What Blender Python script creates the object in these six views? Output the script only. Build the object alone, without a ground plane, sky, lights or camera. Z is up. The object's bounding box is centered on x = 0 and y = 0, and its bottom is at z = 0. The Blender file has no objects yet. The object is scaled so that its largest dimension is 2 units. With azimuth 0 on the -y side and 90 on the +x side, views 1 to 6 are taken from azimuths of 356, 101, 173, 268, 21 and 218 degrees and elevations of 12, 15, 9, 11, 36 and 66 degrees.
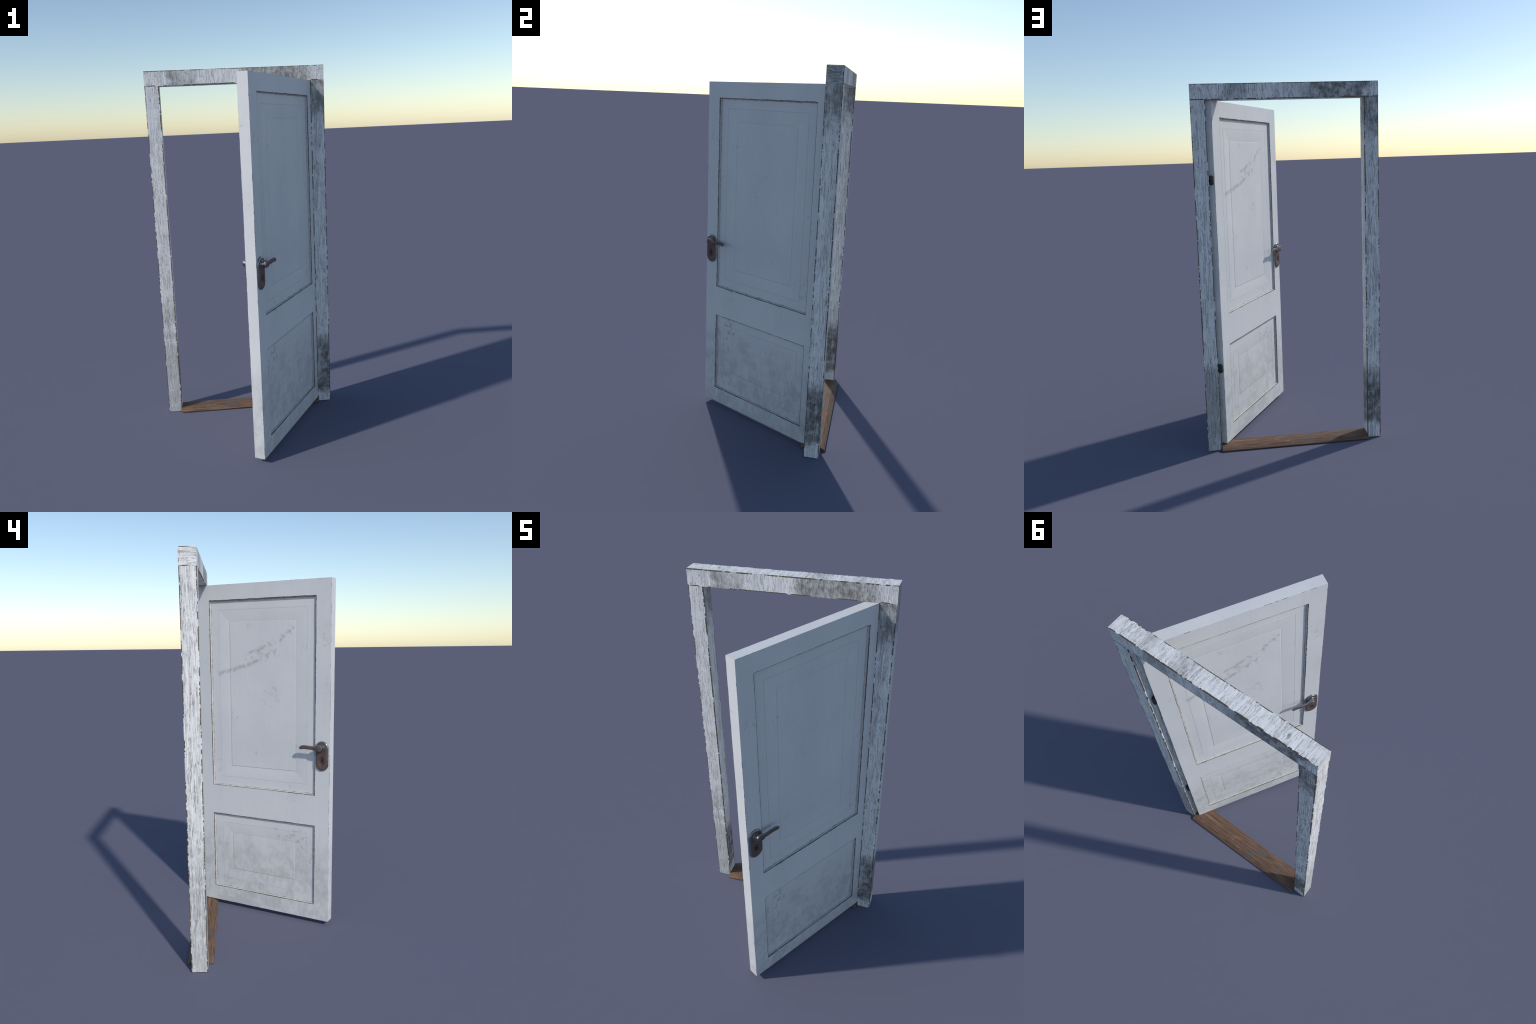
"""An old white-painted panel door standing ajar in a weathered timber frame.

Everything is measured in metres.  The frame is two posts and a header, the
threshold is a chamfered board between the posts, the door leaf hangs on the
+x post and is swung open by about sixty degrees towards -y.
"""
import bpy, math, random
from mathutils import Vector, Matrix, noise

# ----------------------------------------------------------------- sizes
FRAME_HALF_X = 0.4975         # outside of the posts
POST_W, POST_D = 0.0780, 0.0808
FRAME_Y = 0.3322              # centre line of the frame in depth
TOP_Z, SEAM_Z = 2.0, 1.9185   # top of header, joint between header and post

DOOR_W, DOOR_T = 0.832, 0.0566
DOOR_Z0, DOOR_Z1 = 0.026, 1.918
DOOR_ANGLE = math.radians(60.05)
DOOR_CORNER = (-0.0020, -0.3830)     # free edge of the leaf, middle of its thickness
STILE = 0.087
OPEN_X0, OPEN_X1 = STILE, DOOR_W - STILE
UPPER = (0.762, 1.832)               # bottom and top of the two panel openings
LOWER = (0.118, 0.583)
RECESS = 0.0118

rng = random.Random(11)


# ----------------------------------------------------------------- helpers
def new_mesh_object(name, verts, faces, mats, parent=None, face_mats=None, smooth=None):
    me = bpy.data.meshes.new(name)
    me.from_pydata([tuple(v) for v in verts], [], faces)
    for m in mats:
        me.materials.append(m)
    if face_mats:
        me.polygons.foreach_set("material_index", face_mats)
    me.update()
    if smooth is not None:
        me.shade_smooth()
        me.set_sharp_from_angle(angle=math.radians(smooth))
    ob = bpy.data.objects.new(name, me)
    bpy.context.scene.collection.objects.link(ob)
    if parent:
        ob.parent = parent
    return ob


def n1(x, seed):
    """one-dimensional noise, roughly -1..1"""
    return noise.noise(Vector((x, seed * 7.31 + 0.5, seed * 3.17 + 0.25)))


def chip_width(s, seed, small, big, freq=38.0, bias=0.0):
    """Width of the worn strip along an arris at distance s: mostly either
    a fine line or a clear chip, with abrupt starts and ends."""
    v = 0.65 * n1(s * freq, seed) + 0.45 * n1(s * freq * 3.1, seed + 40) + 0.5 * n1(s * freq * 0.17, seed + 80) + bias
    k = min(1.0, max(0.0, (v + 0.06) / 0.16))
    ragged = 0.75 + 0.35 * n1(s * 420.0, seed + 120)
    return small + (big * ragged - small) * k


# ----------------------------------------------------------------- node toolkit
class Tree:
    def __init__(self, name):
        self.mat = bpy.data.materials.new(name)
        self.mat.use_nodes = True
        self.nt = self.mat.node_tree
        self.nt.nodes.clear()
        self.out = self.nt.nodes.new("ShaderNodeOutputMaterial")
        self.bsdf = self.nt.nodes.new("ShaderNodeBsdfPrincipled")
        self.nt.links.new(self.bsdf.outputs[0], self.out.inputs[0])
        tc = self.nt.nodes.new("ShaderNodeTexCoord")
        self.co = tc.outputs["Object"]
        sep = self.nt.nodes.new("ShaderNodeSeparateXYZ")
        self.nt.links.new(self.co, sep.inputs[0])
        self.x, self.y, self.z = sep.outputs

    def put(self, sock, v):
        if isinstance(v, bpy.types.NodeSocket):
            self.nt.links.new(v, sock)
        elif isinstance(v, (tuple, list)) and len(v) == 3 and len(sock.default_value) == 4:
            sock.default_value = (*v, 1.0)
        else:
            sock.default_value = v

    def m(self, op, a, b=0.0, c=0.0):
        n = self.nt.nodes.new("ShaderNodeMath")
        n.operation = op
        for s, v in zip(n.inputs, (a, b, c)):
            self.put(s, v)
        return n.outputs[0]

    def add(self, a, b): return self.m("ADD", a, b)
    def sub(self, a, b): return self.m("SUBTRACT", a, b)
    def mul(self, a, b): return self.m("MULTIPLY", a, b)
    def mn(self, a, b): return self.m("MINIMUM", a, b)
    def mx(self, a, b): return self.m("MAXIMUM", a, b)
    def ab(self, a): return self.m("ABSOLUTE", a)

    def step(self, v, a, b, lo=0.0, hi=1.0):
        n = self.nt.nodes.new("ShaderNodeMapRange")
        n.interpolation_type = "SMOOTHSTEP"
        for s, w in zip(n.inputs[:5], (v, a, b, lo, hi)):
            self.put(s, w)
        return n.outputs[0]

    def noise(self, scale, stretch=(1, 1, 1), detail=4.0, rough=0.55, offset=(0, 0, 0), warp=0.0):
        mp = self.nt.nodes.new("ShaderNodeMapping")
        self.put(mp.inputs[0], self.co)
        mp.inputs["Scale"].default_value = stretch
        mp.inputs["Location"].default_value = offset
        n = self.nt.nodes.new("ShaderNodeTexNoise")
        self.put(n.inputs["Vector"], mp.outputs[0])
        n.inputs["Scale"].default_value = scale
        n.inputs["Detail"].default_value = detail
        n.inputs["Roughness"].default_value = rough
        n.inputs["Distortion"].default_value = warp
        return n.outputs["Fac"]

    def mix(self, f, a, b):
        n = self.nt.nodes.new("ShaderNodeMix")
        n.data_type = "RGBA"
        self.put(n.inputs[0], f)
        self.put(n.inputs[6], a)
        self.put(n.inputs[7], b)
        return n.outputs[2]

    def band(self, v, a, b, soft_a, soft_b):
        """1 between a and b, fading over soft_a below and soft_b above"""
        return self.mul(self.step(v, self.sub(a, soft_a) if not isinstance(a, float) else a - soft_a, a),
                        self.step(v, b, b + soft_b, 1.0, 0.0))

    def bump(self, h, strength, dist):
        n = self.nt.nodes.new("ShaderNodeBump")
        n.inputs["Strength"].default_value = strength
        n.inputs["Distance"].default_value = dist
        self.put(n.inputs["Height"], h)
        self.nt.links.new(n.outputs[0], self.bsdf.inputs["Normal"])

    def finish(self, col, rough, metal=0.0, spec=0.5):
        self.put(self.bsdf.inputs["Base Color"], col)
        self.put(self.bsdf.inputs["Roughness"], rough)
        self.put(self.bsdf.inputs["Metallic"], metal)
        self.put(self.bsdf.inputs["Specular IOR Level"], spec)
        return self.mat


PAINT = (0.86, 0.86, 0.855)
GREY = (0.30, 0.29, 0.28)
DARK = (0.145, 0.14, 0.135)
WOOD = (0.185, 0.135, 0.080)


def frame_paint(name, half, grain, dirt=(), grey_below=None, scratches=(), shift=0.0, streak_low=0.38):
    """Flaking white paint on a beam whose half sizes are `half`.
    grain  : stretch of the brush and wood streaks along x, y, z
    dirt   : list of (axis, from, to, soft_from, soft_to, strength)
    The worn arrises are found from the geometry: they lie inside the
    ideal box on every axis at once."""
    t = Tree(name)
    off = (shift, shift * 1.7, shift * 0.6)
    fine = t.noise(1.25, grain, 7.0, 0.76, off)
    hair = t.noise(0.75, grain, 5.0, 0.68, tuple(o + 12.7 for o in off), 0.25)
    mid = t.noise(0.36, grain, 5.0, 0.68, tuple(o + 9.1 for o in off), 0.5)
    blot = t.noise(16.0, (1, 1, 0.8), 6.0, 0.68, tuple(o + 3.3 for o in off))
    big = t.noise(5.0, (1, 1, 0.7), 3.0, 0.5, tuple(o + 5.7 for o in off))
    # thin cracks along the grain, bare greyed streaks, scattered wear
    cracks = t.mul(t.step(t.ab(t.sub(hair, 0.5)), 0.005, 0.017, 1.0, 0.0), t.step(blot, 0.40, 0.52))
    streak = t.step(fine, streak_low - 0.03, streak_low + 0.10, 1.0, 0.0)
    worn = t.mul(t.step(mid, 0.37, 0.43, 1.0, 0.0), t.step(blot, 0.46, 0.56))
    f = t.mx(t.mul(streak, t.step(big, 0.35, 0.62, 0.70, 0.36)), t.mx(t.mul(cracks, 0.66), t.mul(worn, 0.42)))
    base = t.mix(t.step(mid, 0.35, 0.66), (0.72, 0.72, 0.72), PAINT)
    col = t.mix(f, base, GREY)
    spot = t.mul(t.step(blot, 0.62, 0.70), t.step(fine, 0.42, 0.58))
    col = t.mix(t.mul(spot, 0.62), col, DARK)
    fleck = t.noise(130.0, (1, 1, 0.6) if grain[2] < grain[0] else (0.8, 0.8, 0.8), 4.0, 0.7, off)
    col = t.mix(t.mul(t.step(fleck, 0.60, 0.66), t.step(big, 0.40, 0.60, 0.20, 0.60)), col, (0.27, 0.26, 0.25))
    if grey_below is not None:
        g = t.step(t.add(t.z, t.add(t.mul(t.sub(big, 0.5), 0.10), t.mul(t.sub(blot, 0.5), 0.07))), grey_below - 0.03, grey_below + 0.02, 1.0, 0.0)
        cloud = t.step(blot, 0.35, 0.62, 0.48, 0.08)
        col = t.mix(t.mul(g, t.add(cloud, 0.15)), col, (0.29, 0.285, 0.275))
    patch = t.noise(30.0, (1, 1, 0.9), 6.0, 0.7, tuple(o + 1.9 for o in off), 0.3)
    for axis, a, b, sa, sb, k in dirt:
        v = t.add({"x": t.x, "y": t.y, "z": t.z}[axis], t.add(t.mul(t.sub(big, 0.5), 0.12), t.mul(t.sub(patch, 0.5), 0.09)))
        reg = t.band(v, float(a), float(b), sa, sb)
        mot = t.add(t.add(t.mul(patch, 0.55), t.mul(fine, 0.30)), t.mul(blot, 0.40))
        amt = t.mul(reg, t.step(mot, 0.50, 0.74))
        amt = t.mn(t.add(t.mul(amt, 0.72 * k), t.mul(reg, 0.42 * k)), 1.0)
        col = t.mix(amt, col, DARK)
    for zc, w, x0, x1 in scratches:
        wob = t.add(t.z, t.mul(t.sub(blot, 0.5), 0.022))
        line = t.mul(t.step(t.ab(t.sub(wob, zc)), w * 0.5, w, 1.0, 0.0), t.band(t.x, float(x0), float(x1), 0.004, 0.004))
        col = t.mix(t.mul(line, t.step(patch, 0.38, 0.58, 0.0, 0.8)), col, (0.86, 0.86, 0.86))
    hx, hy, hz = half
    inset = t.mn(t.mn(t.sub(hx, t.ab(t.x)), t.sub(hy, t.ab(t.y))), t.sub(hz, t.ab(t.z)))
    chip = t.step(inset, 0.00006, 0.00012)
    wood = t.mix(fine, (0.072, 0.056, 0.035), (0.165, 0.126, 0.080))
    col = t.mix(chip, col, wood)
    t.bump(t.add(t.mul(fine, 0.9), t.add(t.mul(patch, 0.5), t.add(t.mul(cracks, -0.5), t.mul(fleck, 0.4)))), 0.85, 0.0030)
    return t.finish(col, t.step(f, 0.0, 1.0, 0.55, 0.8), 0.0, 0.35)


def rect_out(t, zr):
    """distance outside a panel opening (negative inside)"""
    cx, hx = (OPEN_X0 + OPEN_X1) / 2, (OPEN_X1 - OPEN_X0) / 2
    cz, hz = (zr[0] + zr[1]) / 2, (zr[1] - zr[0]) / 2
    return t.mx(t.sub(t.ab(t.sub(t.x, cx)), hx), t.sub(t.ab(t.sub(t.z, cz)), hz))


def door_paint(name, is_panel):
    """Smoother satin paint of the leaf: faint brush clouds, mud splash and
    dust at the foot, scuffs, dirty corners, bare wood on the chipped edges."""
    t = Tree(name)
    cloud = t.noise(3.2, (1, 1, 0.8), 4.0, 0.55)
    puff = t.noise(13.0, (1.0, 1.0, 0.85), 5.0, 0.55, (2, 0, 5), 0.4)
    puff2 = t.noise(5.5, (1.0, 1.0, 0.9), 3.0, 0.5, (7, 0, 1))
    brush = t.noise(1.0, (60, 60, 5), 4.0, 0.6)
    grit = t.noise(85.0, (1, 1, 1), 3.0, 0.6, (3, 1, 2))
    ragged = t.noise(42.0, (1, 1, 1), 5.0, 0.7, (1, 4, 2))
    col = t.mix(t.step(cloud, 0.3, 0.7), (0.695, 0.695, 0.692), (0.640, 0.643, 0.648))
    col = t.mix(t.step(brush, 0.35, 0.75, 0.0, 0.10), col, (0.50, 0.50, 0.50))
    # dust and splash near the ground, breaking up upwards
    low = t.step(t.add(t.z, t.mul(t.sub(puff2, 0.5), 0.30)), 0.26, 0.58, 1.0, 0.0)
    wipe = t.noise(30.0, (1.2, 1.2, 0.8), 6.0, 0.68, (9, 0, 3), 0.4)
    mud = t.mul(low, t.step(t.add(t.mul(puff, 0.55), t.mul(wipe, 0.45)), 0.41, 0.62))
    col = t.mix(t.mul(mud, 0.46), col, (0.345, 0.34, 0.33))
    col = t.mix(t.mul(low, 0.10), col, (0.36, 0.35, 0.34))
    # fine dirt specks and small scuffs everywhere
    speck = t.mul(t.step(grit, 0.685, 0.74), t.step(puff, 0.45, 0.62))
    col = t.mix(t.mul(speck, 0.5), col, (0.22, 0.21, 0.20))
    scuff = t.mul(t.step(ragged, 0.53, 0.62), t.step(puff2, 0.585, 0.66))
    col = t.mix(t.mul(scuff, 0.34), col, (0.30, 0.30, 0.30))
    up = t.band(t.z, 0.36, 0.52, 0.05, 0.10)
    scuff2 = t.mul(t.mul(t.step(ragged, 0.52, 0.60), t.step(cloud, 0.50, 0.58)), up)
    col = t.mix(t.mul(scuff2, 0.36), col, (0.25, 0.25, 0.25))
    if is_panel:
        # long rubbed scratches across the back of the upper panel
        flake = t.noise(48.0, (1, 1, 1), 6.0, 0.72, (5, 2, 2))
        smear = None
        for xa, za, xb, zb, w, cut in ((0.690, 1.420, 0.440, 1.492, 0.0085, 0.42), (0.490, 1.538, 0.300, 1.604, 0.0080, 0.44), (0.320, 1.592, 0.222, 1.672, 0.0075, 0.46),
                                       (0.440, 1.500, 0.320, 1.540, 0.0150, 0.49), (0.520, 1.505, 0.240, 1.640, 0.0220, 0.55)):
            ln = math.hypot(xb - xa, zb - za)
            ux, uz = (xb - xa) / ln, (zb - za) / ln
            px, pz = t.sub(t.x, xa), t.sub(t.z, za)
            along = t.add(t.mul(px, ux), t.mul(pz, uz))
            d = t.ab(t.add(t.sub(t.mul(px, uz), t.mul(pz, ux)), t.mul(t.sub(puff, 0.5), 0.035)))
            one = t.mul(t.step(d, w * 0.25, w * 1.9, 1.0, 0.0), t.band(along, 0.0, ln, 0.02, 0.02))
            one = t.mul(one, t.step(flake, cut - 0.03, cut + 0.08))
            smear = one if smear is None else t.mx(smear, one)
        smear = t.mul(smear, t.step(t.y, 0.0, 0.002))
        col = t.mix(t.mul(smear, 0.52), col, (0.31, 0.31, 0.31))
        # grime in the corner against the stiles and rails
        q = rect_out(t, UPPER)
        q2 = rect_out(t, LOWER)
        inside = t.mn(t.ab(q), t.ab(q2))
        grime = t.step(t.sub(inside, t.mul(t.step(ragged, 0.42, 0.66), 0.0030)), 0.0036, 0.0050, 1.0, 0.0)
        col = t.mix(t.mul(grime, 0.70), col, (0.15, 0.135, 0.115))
        # thin darker line along both scored rectangles
        for qq in (q, q2):
            for ins in (0.0535, 0.1225):
                ln = t.step(t.ab(t.add(qq, ins)), 0.0008, 0.0022, 1.0, 0.0)
                col = t.mix(t.mul(ln, 0.32), col, (0.30, 0.30, 0.30))
    else:
        dy = t.sub(DOOR_T / 2, t.ab(t.y))
        q = t.mn(rect_out(t, UPPER), rect_out(t, LOWER))
        dx = t.sub(DOOR_W / 2, t.ab(t.sub(t.x, DOOR_W / 2)))
        dz = t.sub((DOOR_Z1 - DOOR_Z0) / 2, t.ab(t.sub(t.z, (DOOR_Z1 + DOOR_Z0) / 2)))
        inset = t.mn(t.mn(dy, q), t.mn(dx, dz))
        chip = t.step(inset, 0.00004, 0.00012)
        col = t.mix(chip, col, t.mix(grit, (0.040, 0.034, 0.026), (0.092, 0.074, 0.054)))
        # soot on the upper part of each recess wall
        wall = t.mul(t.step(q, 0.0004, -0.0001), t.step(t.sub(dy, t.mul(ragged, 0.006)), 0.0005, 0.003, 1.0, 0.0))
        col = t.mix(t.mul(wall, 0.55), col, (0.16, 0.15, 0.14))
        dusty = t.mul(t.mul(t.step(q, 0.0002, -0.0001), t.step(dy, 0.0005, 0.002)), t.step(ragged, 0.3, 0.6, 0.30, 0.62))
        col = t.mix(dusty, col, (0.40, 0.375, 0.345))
    t.bump(t.add(t.mul(brush, 0.5), t.mul(grit, 0.2)), 0.22, 0.0010)
    return t.finish(col, t.step(mud, 0.0, 1.0, 0.52, 0.8), 0.0, 0.35)


def board_wood():
    t = Tree("bare_brown_wood")
    fine = t.noise(1.0, (9, 190, 190), 5.0, 0.65)
    wide = t.noise(1.0, (5, 60, 60), 4.0, 0.6, (3, 1, 0), 0.6)
    patch = t.noise(14.0, (0.6, 1.1, 1), 4.0, 0.6, (4, 0, 0))
    col = t.mix(t.step(fine, 0.32, 0.68), (0.078, 0.045, 0.029), (0.215, 0.126, 0.080))
    col = t.mix(t.step(wide, 0.56, 0.74, 0.0, 0.8), col, (0.32, 0.190, 0.128))
    col = t.mix(t.step(wide, 0.46, 0.28, 0.0, 0.55), col, (0.085, 0.055, 0.040))
    zone = t.band(t.x, -0.27, -0.03, 0.05, 0.05)
    stain = t.mul(zone, t.step(patch, 0.58, 0.64))
    col = t.mix(t.mul(stain, 0.75), col, (0.105, 0.098, 0.090))
    t.bump(fine, 0.5, 0.0015)
    return t.finish(col, 0.7, 0.0, 0.3)


def old_metal(name, rusty):
    t = Tree(name)
    a = t.noise(95.0, (1, 1, 1), 5.0, 0.65)
    b = t.noise(34.0, (1, 1, 1), 3.0, 0.55, (2, 5, 1))
    r = t.step(t.add(t.mul(a, 0.5), t.mul(b, 0.5)), 0.40, 0.58)
    if rusty:
        col = t.mix(r, (0.125, 0.115, 0.114), (0.145, 0.083, 0.070))
        return t.finish(col, t.step(r, 0.0, 1.0, 0.42, 0.68), t.step(r, 0.0, 1.0, 0.55, 0.15))
    r = t.step(t.add(t.mul(a, 0.5), t.mul(b, 0.5)), 0.50, 0.62)
    col = t.mix(r, (0.30, 0.30, 0.31), (0.13, 0.085, 0.072))
    return t.finish(col, t.step(r, 0.0, 1.0, 0.26, 0.6), t.step(r, 0.0, 1.0, 0.95, 0.3))


def plain(name, col, rough, metal=0.0):
    t = Tree(name)
    a = t.noise(120.0, (1, 1, 1), 3.0, 0.6)
    return t.finish(t.mix(a, tuple(c * 0.7 for c in col), tuple(c * 1.3 for c in col)), rough, metal)


# ----------------------------------------------------------------- beams
def beam(name, half, axis, mats, pick, parent, centre, seed, small=0.0010, big=0.0070, end_big=0.0062, step=0.003):
    """A sawn beam as a loft along `axis` with knocked-off arrises.
    pick(normal_axis, sign) gives the material index of each long side / end."""
    L = half[axis]
    u, v = [a for a in range(3) if a != axis]
    hu, hv = half[u], half[v]
    n = int(2 * L / step)
    rings = [-L + 2 * L * i / n for i in range(n + 1)]
    rows, info = [], []
    NF = 3                                     # points inside each side
    for i, s in enumerate(rings):
        w = [chip_width(s, seed + k, small, big, 30.0, 0.17) for k in range(4)]
        sect = []
        # walk round the four sides: +u, +v, -u, -v ; corner k lies after side k
        corners = [(1, 1), (-1, 1), (-1, -1), (1, -1)]
        for k in range(4):
            cu, cv = corners[k]
            nu, nv = corners[(k + 1) % 4]
            wk, wn = w[k], w[(k + 1) % 4]
            vert = k % 2 == 1                  # side between corner k and k+1
            e = 0.10 * wk                      # the worn strip is shallow: it rounds the arris
            if not vert:                       # arriving along +/-u side, leaving on +/-v side
                sect += [(cu * hu, cv * (hv - wk)), (cu * (hu - e), cv * (hv - e)), (cu * (hu - wk), cv * hv)]
                a0, a1 = cu * (hu - wk), nu * (hu - wn)
                sect += [(a0 + (a1 - a0) * j / (NF + 1), cv * hv) for j in range(1, NF + 1)]
            else:
                sect += [(cu * (hu - wk), cv * hv), (cu * (hu - e), cv * (hv - e)), (cu * hu, cv * (hv - wk))]
                a0, a1 = cv * (hv - wk), nv * (hv - wn)
                sect += [(cu * hu, a0 + (a1 - a0) * j / (NF + 1)) for j in range(1, NF + 1)]
        rows.append((s, sect))
    P = len(rows[0][1])
    # worn ends: pull the last ring in, and start it a little earlier
    verts, faces, fm = [], [], []

    def place(s, p):
        q = [0, 0, 0]
        q[axis], q[u], q[v] = s, p[0], p[1]
        return Vector(q)

    allrows = []
    for i, (s, sect) in enumerate(rows):
        row = []
        for j, p in enumerate(sect):
            e = chip_width(j * 0.012, seed + (60 if s < 0 else 70), 0.0006, end_big, 30.0)
            lim = L - 0.1 * e
            row.append(place(max(-lim, min(lim, s)), p))
        allrows.append(row)
    for sgn, at in ((-1, 0), (1, len(allrows))):
        sect = rows[0 if sgn < 0 else -1][1]
        row = []
        for j, p in enumerate(sect):
            e = chip_width(j * 0.012, seed + (60 if sgn < 0 else 70), 0.0006, end_big, 30.0)
            q = place(sgn * L, p)
            for a, h in ((u, hu), (v, hv)):
                if h - abs(q[a]) < e:
                    q[a] = math.copysign(h - e, q[a])
            row.append(q)
        if sgn < 0:
            allrows.insert(0, row)
        else:
            allrows.append(row)
    for row in allrows:
        verts += row
    for i in range(len(allrows) - 1):
        for j in range(P):
            a, b = i * P + j, i * P + (j + 1) % P
            faces.append((a, b, b + P, a + P))
    base = (len(allrows) - 1) * P
    faces.append(tuple(reversed(range(P))))
    faces.append(tuple(base + j for j in range(P)))
    # right-handedness: u,v,axis may be an odd permutation
    if (u, v, axis) in ((0, 2, 1),):
        faces = [tuple(reversed(f)) for f in faces]
    for f in faces:
        c = sum((verts[k] for k in f), Vector()) / len(f)
        rel = [abs(c[a]) / half[a] for a in range(3)]
        d = [half[a] - abs(c[a]) for a in range(3)]
        a = d.index(min(d))
        fm.append(pick(a, 1 if c[a] > 0 else -1))
    ob = new_mesh_object(name, verts, faces, mats, parent, fm)
    ob.location = centre
    return ob


# ----------------------------------------------------------------- door leaf
def perimeter(x0, x1, z0, z1, step):
    """points round a rectangle with outward normals, counter-clockwise seen
    from -y, each tagged with the side it lies on (corners belong to two)"""
    pts = []
    for (ax, az), (bx, bz), nrm, side in (((x0, z0), (x1, z0), (0, -1), "bottom"), ((x1, z0), (x1, z1), (1, 0), "right"),
                                          ((x1, z1), (x0, z1), (0, 1), "top"), ((x0, z1), (x0, z0), (-1, 0), "left")):
        n = max(2, int(math.hypot(bx - ax, bz - az) / step))
        for i in range(n):
            t = i / n
            p = (ax + (bx - ax) * t, az + (bz - az) * t)
            if i == 0:
                cn = (1 if ax == x1 else -1, 1 if az == z1 else -1)
                pts.append((p, cn, side + "*"))
            else:
                pts.append((p, nrm, side))
    return pts


def door_leaf(mat, parent):
    verts, faces = [], []
    H = DOOR_T / 2

    def V(x, y, z):
        verts.append((x, y, z))
        return len(verts) - 1

    outer = perimeter(0, DOOR_W, DOOR_Z0, DOOR_Z1, 0.005)
    holes = [perimeter(OPEN_X0, OPEN_X1, *UPPER, 0.004), perimeter(OPEN_X0, OPEN_X1, *LOWER, 0.004)]
    rings = {}
    for sgn in (-1, 1):
        # outer arris: face point inset by w, edge point at depth w
        A, M, B = [], [], []
        for i, (p, nr, tag) in enumerate(outer):
            w = chip_width(i * 0.005, 200 + sgn, 0.0006, 0.0022, 22.0, -0.16)
            A.append(V(p[0] - nr[0] * w, sgn * H, p[1] - nr[1] * w))
            M.append(V(p[0] - nr[0] * 0.2 * w, sgn * (H - 0.2 * w), p[1] - nr[1] * 0.2 * w))
            B.append(V(p[0], sgn * (H - w), p[1]))
        rings[("out", sgn)] = (A, M, B)
        for h, hole in enumerate(holes):
            A, M, B, C = [], [], [], []
            for i, (p, nr, tag) in enumerate(hole):
                bias = 0.10 if "right" in tag or "top" in tag else 0.02
                w = chip_width(i * 0.004, 230 + 10 * h + sgn, 0.0022, 0.0046, 26.0, bias)
                A.append(V(p[0] + nr[0] * w, sgn * H, p[1] + nr[1] * w))
                M.append(V(p[0] + nr[0] * 0.2 * w, sgn * (H - 0.2 * w), p[1] + nr[1] * 0.2 * w))
                B.append(V(p[0], sgn * (H - w), p[1]))
                C.append(V(p[0] - nr[0] * 0.0042, sgn * (H - RECESS - 0.003), p[1] - nr[1] * 0.0042))
            rings[(h, sgn)] = (A, M, B, C)

    def strip(r0, r1, flip):
        n = len(r0)
        for i in range(n):
            j = (i + 1) % n
            f = (r0[i], r0[j], r1[j], r1[i])
            faces.append(tuple(reversed(f)) if flip else f)

    def side_indices(pts, side):
        order = ["bottom", "right", "top", "left"]
        nxt = order[(order.index(side) + 1) % 4]
        out = [i for i, p in enumerate(pts) if p[2] in (side, side + "*")]
        out.append(next(i for i, p in enumerate(pts) if p[2] == nxt + "*"))
        return out

    for sgn in (-1, 1):
        A, M, B = rings[("out", sgn)]
        strip(A, M, sgn < 0)
        strip(M, B, sgn < 0)
        for h in (0, 1):
            loops = rings[(h, sgn)]
            for a, b in zip(loops, loops[1:]):
                strip(a, b, sgn > 0)
        up, lo = rings[(0, sgn)][0], rings[(1, sgn)][0]
        U = {s: [up[i] for i in side_indices(holes[0], s)] for s in ("bottom", "right", "top", "left")}
        W = {s: [lo[i] for i in side_indices(holes[1], s)] for s in ("bottom", "right", "top", "left")}
        O = {s: [A[i] for i in side_indices(outer, s)] for s in ("bottom", "right", "top", "left")}

        def split(ids):
            """outer bottom/top edge split at the stiles"""
            a = [k for k in ids if verts[k][0] <= OPEN_X0]
            c = [k for k in ids if verts[k][0] >= OPEN_X1]
            b = [k for k in ids if OPEN_X0 < verts[k][0] < OPEN_X1]
            return a, b, c
        ba, bb, bc = split(O["bottom"])
        ta, tb, tc = split(O["top"])            # listed right to left
        polys = [
            # left stile: up its outer edge is O['left'] (listed top to bottom)
            O["left"] + ba[1:] + list(reversed(W["left"])) + list(reversed(U["left"])) + ta[:-1],
            O["right"] + tc[1:] + list(reversed(U["right"])) + list(reversed(W["right"])) + bc[:-1],
            # top rail
            list(reversed(U["top"])) + [tc[-1]] + tb + [ta[0]],
            # lock rail
            list(reversed(W["top"])) + list(reversed(U["bottom"])),
            # bottom rail
            [ba[-1]] + bb + [bc[0]] + list(reversed(W["bottom"])),
        ]
        for p in polys:
            faces.append(tuple(p) if sgn < 0 else tuple(reversed(p)))
    strip(rings[("out", -1)][2], rings[("out", 1)][2], True)
    # close the hidden tongue between both recess walls (the panel sits in it)
    for h in (0, 1):
        strip(rings[(h, -1)][3], rings[(h, 1)][3], False)
    ob = new_mesh_object("door_leaf", verts, faces, [mat], parent)
    return ob


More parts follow.
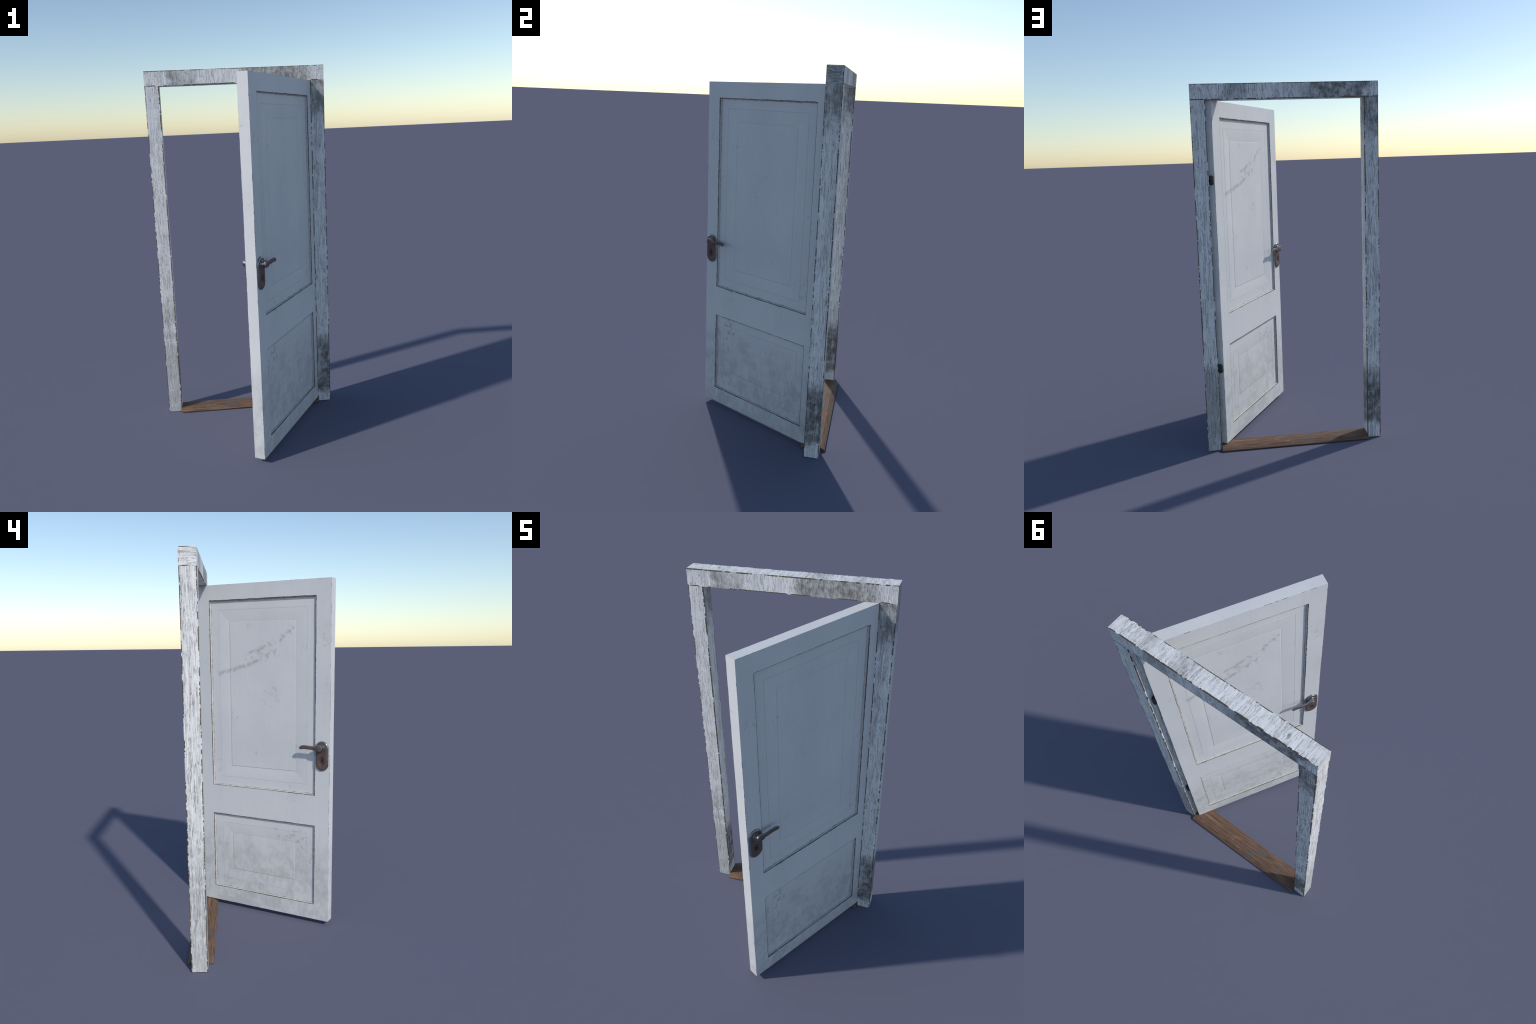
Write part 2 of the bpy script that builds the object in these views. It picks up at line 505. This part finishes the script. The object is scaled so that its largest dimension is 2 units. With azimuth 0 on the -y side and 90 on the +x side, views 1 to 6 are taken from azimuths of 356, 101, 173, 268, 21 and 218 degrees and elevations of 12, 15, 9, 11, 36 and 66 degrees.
def door_panel(zr, mat, parent):
    """Panel in a recess: flat margin, scored line, a shallow cove falling
    to a second scored line, flat field."""
    prof = [(-0.0015, 0.0), (0.0527, 0.0), (0.0535, 0.0005), (0.0543, 0.0)]
    for i in range(1, 13):
        s = i / 12
        prof.append((0.0543 + (0.1217 - 0.0543) * s, 0.0030 * s ** 1.7))
    prof += [(0.1225, 0.0032), (0.1260, 0.0021)]
    verts, faces = [], []
    H = DOOR_T / 2 - RECESS
    loops = {}
    for sgn in (-1, 1):
        prev = None
        for ins, dep in prof:
            iz = ins - 0.0025 if ins > 0.01 else ins
            ring = []
            for x, z in ((OPEN_X0 + ins, zr[0] + iz), (OPEN_X1 - ins, zr[0] + iz), (OPEN_X1 - ins, zr[1] - iz), (OPEN_X0 + ins, zr[1] - iz)):
                verts.append((x, sgn * (H - dep), z))
                ring.append(len(verts) - 1)
            if prev:
                for i in range(4):
                    j = (i + 1) % 4
                    f = (prev[i], prev[j], ring[j], ring[i])
                    faces.append(f if sgn < 0 else tuple(reversed(f)))
            else:
                loops[sgn] = ring
            prev = ring
        faces.append(tuple(prev) if sgn < 0 else tuple(reversed(prev)))
    for i in range(4):
        j = (i + 1) % 4
        faces.append((loops[-1][j], loops[-1][i], loops[1][i], loops[1][j]))
    return new_mesh_object("door_panel", verts, faces, [mat], parent)


# ----------------------------------------------------------------- handle
def ring_stack(rings, close_first=False, close_last=False):
    verts, faces = [], []
    n = len(rings[0])
    for r in rings:
        verts += r
    for i in range(len(rings) - 1):
        for j in range(n):
            k = (j + 1) % n
            faces.append((i * n + j, i * n + k, (i + 1) * n + k, (i + 1) * n + j))
    if close_first:
        faces.append(tuple(reversed(range(n))))
    if close_last:
        faces.append(tuple((len(rings) - 1) * n + j for j in range(n)))
    return verts, faces


def pill(cx, z0, z1, r, h, n=64):
    """stadium outline (x, height, z), counter-clockwise"""
    pts = []
    for i in range(n):
        a = 2 * math.pi * (i + 0.5) / n
        zc = z1 if math.sin(a) > 0 else z0
        pts.append((cx + r * math.cos(a), h, zc + r * math.sin(a)))
    return pts


PLATE_X, PLATE_R = 0.0435, 0.0370
PLATE_Z0, PLATE_Z1 = 0.903 + 0.037, 1.066 - 0.037
KEY_Z = 0.957
HUB_Z = 1.029


def handle_plate(mats, parent):
    """rounded escutcheon with a dished keyhole; heights count outwards"""
    R, X = PLATE_R, PLATE_X
    prof = [(0.0, 0.0), (0.0, 0.0035), (0.0010, 0.0058), (0.0030, 0.0076), (0.0058, 0.0086), (0.0085, 0.0090)]
    rings = [pill(X, PLATE_Z0, PLATE_Z1, R - i, h) for i, h in prof]
    n = len(rings[0])

    def oval(rx, rz, h):
        return [(X + rx * math.cos(2 * math.pi * (i + 0.5) / n), h, KEY_Z + rz * math.sin(2 * math.pi * (i + 0.5) / n)) for i in range(n)]

    def slot(hx, hz, h):
        out = []
        for i in range(n):
            a = 2 * math.pi * (i + 0.5) / n
            c, s = math.cos(a), math.sin(a)
            out.append((X + hx * math.copysign(abs(c) ** 0.5, c), h, KEY_Z + hz * math.copysign(abs(s) ** 0.5, s)))
        return out
    rings += [oval(0.0150, 0.0245, 0.0090), oval(0.0142, 0.0236, 0.0086), oval(0.0128, 0.0216, 0.0075),
              oval(0.0105, 0.0180, 0.0066), oval(0.0075, 0.0140, 0.0062), slot(0.0026, 0.0085, 0.0052), slot(0.0024, 0.0082, 0.0005)]
    N = len(rings)
    v, f = ring_stack(rings, False, True)
    fm = []
    for i in range(len(rings) - 1):
        fm += [(0 if i < 4 else 2 if i >= N - 2 else 3 if i >= 6 else 1)] * n
    fm.append(2)
    return new_mesh_object("handle_plate", v, f, mats, parent, fm, 40)


def merge(parts):
    V, F, M = [], [], []
    for (v, f), mi in parts:
        o = len(V)
        V += v
        F += [tuple(k + o for k in q) for q in f]
        M += mi if isinstance(mi, list) else [mi] * len(f)
    return V, F, M


def handle_lever(mats, parent):
    """round collar and neck, blunt boss, flat lever with a dropped tip"""
    parts = []
    n = 40

    def circ(cx, cz, r, h):
        return [(cx + r * math.cos(2 * math.pi * i / n), h, cz + r * math.sin(2 * math.pi * i / n)) for i in range(n)]
    cx = 0.0445
    prof = [(0.0215, 0.0060), (0.0215, 0.0105), (0.0205, 0.0122), (0.0180, 0.0130), (0.0165, 0.0128), (0.0165, 0.0136), (0.0160, 0.0180), (0.0160, 0.0240)]
    parts.append((ring_stack([circ(cx, HUB_Z, r, h) for r, h in prof], True, True), 0))

    def boss(d, h):
        out = []
        for i in range(n):
            a = 2 * math.pi * i / n
            c, s = math.cos(a), math.sin(a)
            if c < 0:
                out.append((0.0490 + (0.0165 - d) * c, h, HUB_Z + (0.0180 - d) * s))
            else:
                e = 0.55
                out.append((0.0490 + (0.0300 - d) * abs(c) ** e, h, HUB_Z + 0.0005 + (0.0170 - d) * math.copysign(abs(s) ** 0.75, s)))
        return out
    prof = [(0.002, 0.0195), (0.0, 0.0212), (0.0, 0.0318), (0.0012, 0.0340), (0.0030, 0.0347)]
    st = ring_stack([boss(d, h) for d, h in prof], True, True)
    parts.append((st, [0] * (n * 3) + [0] * n + [0, 1]))

    path = [(0.066, 0.0285, 1.0290), (0.082, 0.0282, 1.0292), (0.100, 0.0280, 1.0300), (0.118, 0.0278, 1.0312), (0.134, 0.0276, 1.0322),
            (0.1465, 0.0275, 1.0318), (0.1560, 0.0274, 1.0290), (0.1620, 0.0273, 1.0248), (0.1645, 0.0273, 1.0215)]
    high = [0.0215, 0.0208, 0.0202, 0.0205, 0.0212, 0.0212, 0.0195, 0.0165, 0.0100]
    thick = [0.0105, 0.0102, 0.0100, 0.0100, 0.0100, 0.0100, 0.0095, 0.0085, 0.0050]
    rings = []
    m = 20
    for i, (x, h, z) in enumerate(path):
        p0, p1 = path[max(0, i - 1)], path[min(len(path) - 1, i + 1)]
        tx, tz = p1[0] - p0[0], p1[2] - p0[2]
        l = math.hypot(tx, tz)
        tx, tz = tx / l, tz / l
        r = []
        for j in range(m):
            a = 2 * math.pi * (j + 0.5) / m
            c, s = math.cos(a), math.sin(a)
            a_ = math.copysign(abs(c) ** 0.45, c) * high[i] / 2
            b_ = math.copysign(abs(s) ** 0.45, s) * thick[i] / 2
            r.append((x - tz * a_, h + b_, z + tx * a_))
        rings.append(r)
    rv, rf = ring_stack(rings, True, True)
    rm = []
    for f in rf:
        mean = sum(rv[k][1] for k in f) / len(f)
        hmid = 0.0277
        rm.append(1 if mean > hmid + 0.0036 else 0)
    parts.append(((rv, rf), rm))
    V, F, M = merge(parts)
    return new_mesh_object("handle_lever", V, F, mats, parent, M, 35)


def orient_outwards(ob):
    import bmesh
    bm = bmesh.new()
    bm.from_mesh(ob.data)
    bmesh.ops.recalc_face_normals(bm, faces=bm.faces)
    bm.to_mesh(ob.data)
    bm.free()


def hinge_barrel(mat, parent, centre, height):
    r, n = 0.0122, 28
    prof = []
    for i in range(6):
        a = math.pi / 2 * i / 5
        prof.append((r * (0.25 + 0.75 * math.sin(a)), -height / 2 + 0.010 * (1 - math.cos(a))))
    prof += [(r, -0.001), (r * 0.95, -0.0006), (r * 0.95, 0.0006), (r, 0.001)]
    prof += [(p[0], -p[1]) for p in reversed(prof[:6])]
    # lower profile runs bottom to middle
    rings = [[(q * math.cos(2 * math.pi * i / n), q * math.sin(2 * math.pi * i / n), h) for i in range(n)] for q, h in prof]
    v, f = ring_stack(rings, True, True)
    ob = new_mesh_object("hinge", v, f, [mat], parent, None, 40)
    ob.location = centre
    orient_outwards(ob)
    return ob


# ----------------------------------------------------------------- threshold
def threshold(mat, parent):
    """low board with both long edges sloped; ends slightly eased"""
    x0, x1 = -0.4195, 0.4190
    # (y from centre, z)
    prof = [(-0.0640, 0.0), (-0.0662, 0.0008), (-0.0660, 0.0062), (-0.0385, 0.0208), (-0.0355, 0.0216),
            (0.0355, 0.0216), (0.0385, 0.0208), (0.0658, 0.0062), (0.0660, 0.0008), (0.0640, 0.0)]
    n = 120
    rings = []
    for i in range(n + 1):
        x = x0 + (x1 - x0) * i / n
        e = 0.0012 if i in (0, n) else 0.0
        ring = []
        for j, (y, z) in enumerate(prof):
            k = 0.0006 * n1(x * 9, 300 + j)
            ring.append((x, y * (1 - e / 0.06) + k * (1 if abs(y) < 0.062 else 0.4), max(0.0, z - (e if z > 0.004 else 0) + (k * 0.6 if 0.003 < z else 0))))
        rings.append(ring)
    rings.insert(1, [(x0 + 0.0014, a[1], a[2]) for a in rings[1]])
    rings.insert(len(rings) - 1, [(x1 - 0.0014, a[1], a[2]) for a in rings[-2]])
    v, f = ring_stack(rings, True, True)
    ob = new_mesh_object("threshold", v, f, [mat], parent, None, 25)
    ob.location = (0, FRAME_Y, 0)
    orient_outwards(ob)
    return ob


# ================================================================= build
root = bpy.data.objects.new("panel_door", None)
bpy.context.scene.collection.objects.link(root)
root["label"] = "old white panel door ajar in a weathered wooden frame"
root["category"] = "door"

post_half = (POST_W / 2, POST_D / 2, SEAM_Z / 2)
head_half = (FRAME_HALF_X, POST_D / 2, (TOP_Z - SEAM_Z) / 2)
zc = SEAM_Z / 2
up_grain = (150, 150, 7)
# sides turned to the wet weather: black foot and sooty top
sooty = frame_paint("frame_paint_sooty", post_half, up_grain,
                    dirt=[("z", 0.11 - zc, 0.36 - zc, 0.06, 0.11, 0.92), ("z", 1.82 - zc, 2.2 - zc, 0.16, 0.1, 0.72)], shift=0.0)
# cleaner sides: only greyed below knee height
clean = frame_paint("frame_paint_clean", post_half, up_grain, grey_below=0.435 - zc,
                    dirt=[("z", 0.455 - zc, 0.475 - zc, 0.02, 0.05, 0.35), ("z", 0.56 - zc, 0.63 - zc, 0.05, 0.03, 0.30)],
                    scratches=[(0.140 - zc, 0.0026, -0.026, 0.008), (0.442 - zc, 0.0030, -0.004, 0.028)], shift=4.0, streak_low=0.36)
back_dark = frame_paint("frame_paint_smoky", post_half, up_grain, grey_below=0.50 - zc,
                        dirt=[("z", 0.10 - zc, 0.42 - zc, 0.1, 0.10, 0.34)], shift=8.0)
# header: the grain lines run across it
head_face = frame_paint("header_paint", head_half, (130, 9, 16),
                        dirt=[("x", 0.12, 0.37, 0.12, 0.05, 0.80), ("x", -0.36, -0.25, 0.05, 0.06, 0.50)], shift=2.0)
head_back = frame_paint("header_paint_back", head_half, (130, 9, 16),
                        dirt=[("x", -0.40, -0.16, 0.05, 0.12, 0.85), ("x", 0.20, 0.28, 0.03, 0.06, 0.42)], shift=6.0)
head_top = frame_paint("header_paint_top", head_half, (150, 11, 11),
                       dirt=[("x", 0.13, 0.17, 0.03, 0.03, 0.40), ("x", 0.30, 0.34, 0.02, 0.03, 0.40)], shift=3.0, streak_low=0.30)
head_end = frame_paint("header_paint_end", head_half, (9, 9, 140), dirt=[("x", 0.40, 0.60, 0.1, 0.1, 0.60)], shift=5.0)


def pick_right(a, s):      # +x post: 0 sooty, 1 clean, 2 smoky
    if a == 1:
        return 0 if s < 0 else 2
    if a == 0:
        return 0 if s > 0 else 1
    return 1


def pick_left(a, s):       # -x post
    if a == 1:
        return 1 if s < 0 else 0
    if a == 0:
        return 1 if s < 0 else 0
    return 1


def pick_head(a, s):
    if a == 1:
        return 0 if s < 0 else 1
    if a == 2:
        return 2
    return 3


post_mats = [sooty, clean, back_dark]
px = FRAME_HALF_X - POST_W / 2
left = beam("frame_post", post_half, 2, post_mats, pick_left, root, (-px, FRAME_Y, zc), 3)
right = beam("frame_post", post_half, 2, post_mats, pick_right, root, (px, FRAME_Y, zc), 23)
header = beam("frame_header", head_half, 0, [head_face, head_back, head_top, head_end], pick_head, root,
              (0, FRAME_Y, (TOP_Z + SEAM_Z) / 2), 43)
for o in (left, right, header):
    orient_outwards(o)

threshold(board_wood(), root)

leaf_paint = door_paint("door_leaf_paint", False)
panel_paint = door_paint("door_panel_paint", True)
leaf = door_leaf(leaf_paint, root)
leaf.location = (DOOR_CORNER[0], DOOR_CORNER[1], 0.0)
leaf.rotation_euler = (0, 0, DOOR_ANGLE)
orient_outwards(leaf)
for zr in (UPPER, LOWER):
    orient_outwards(door_panel(zr, panel_paint, leaf))

steel = old_metal("worn_steel", False)
rust = old_metal("rusted_steel", True)
deep_rust = plain("dark_rust", (0.085, 0.050, 0.040), 0.6, 0.2)
hole = plain("keyhole_black", (0.012, 0.011, 0.011), 0.8)
dark_iron = plain("dark_iron", (0.045, 0.040, 0.038), 0.45, 0.5)


def both_sides(make, mats):
    """a fitting on the front, and its mirror image sharing the material on the back"""
    ob = make(mats, leaf)
    for v in ob.data.vertices:          # heights are counted outwards from the front face
        v.co.y = -(DOOR_T / 2) - v.co.y
    ob.data.update()
    orient_outwards(ob)
    back = ob.copy()
    back.scale = (1, -1, 1)
    bpy.context.scene.collection.objects.link(back)
    return ob, back


both_sides(handle_plate, [steel, rust, hole, deep_rust])
both_sides(handle_lever, [steel, rust])

hinge_barrel(dark_iron, root, (0.4070, 0.3470, 1.506), 0.050)
hinge_barrel(dark_iron, root, (0.4070, 0.3470, 0.467), 0.050)
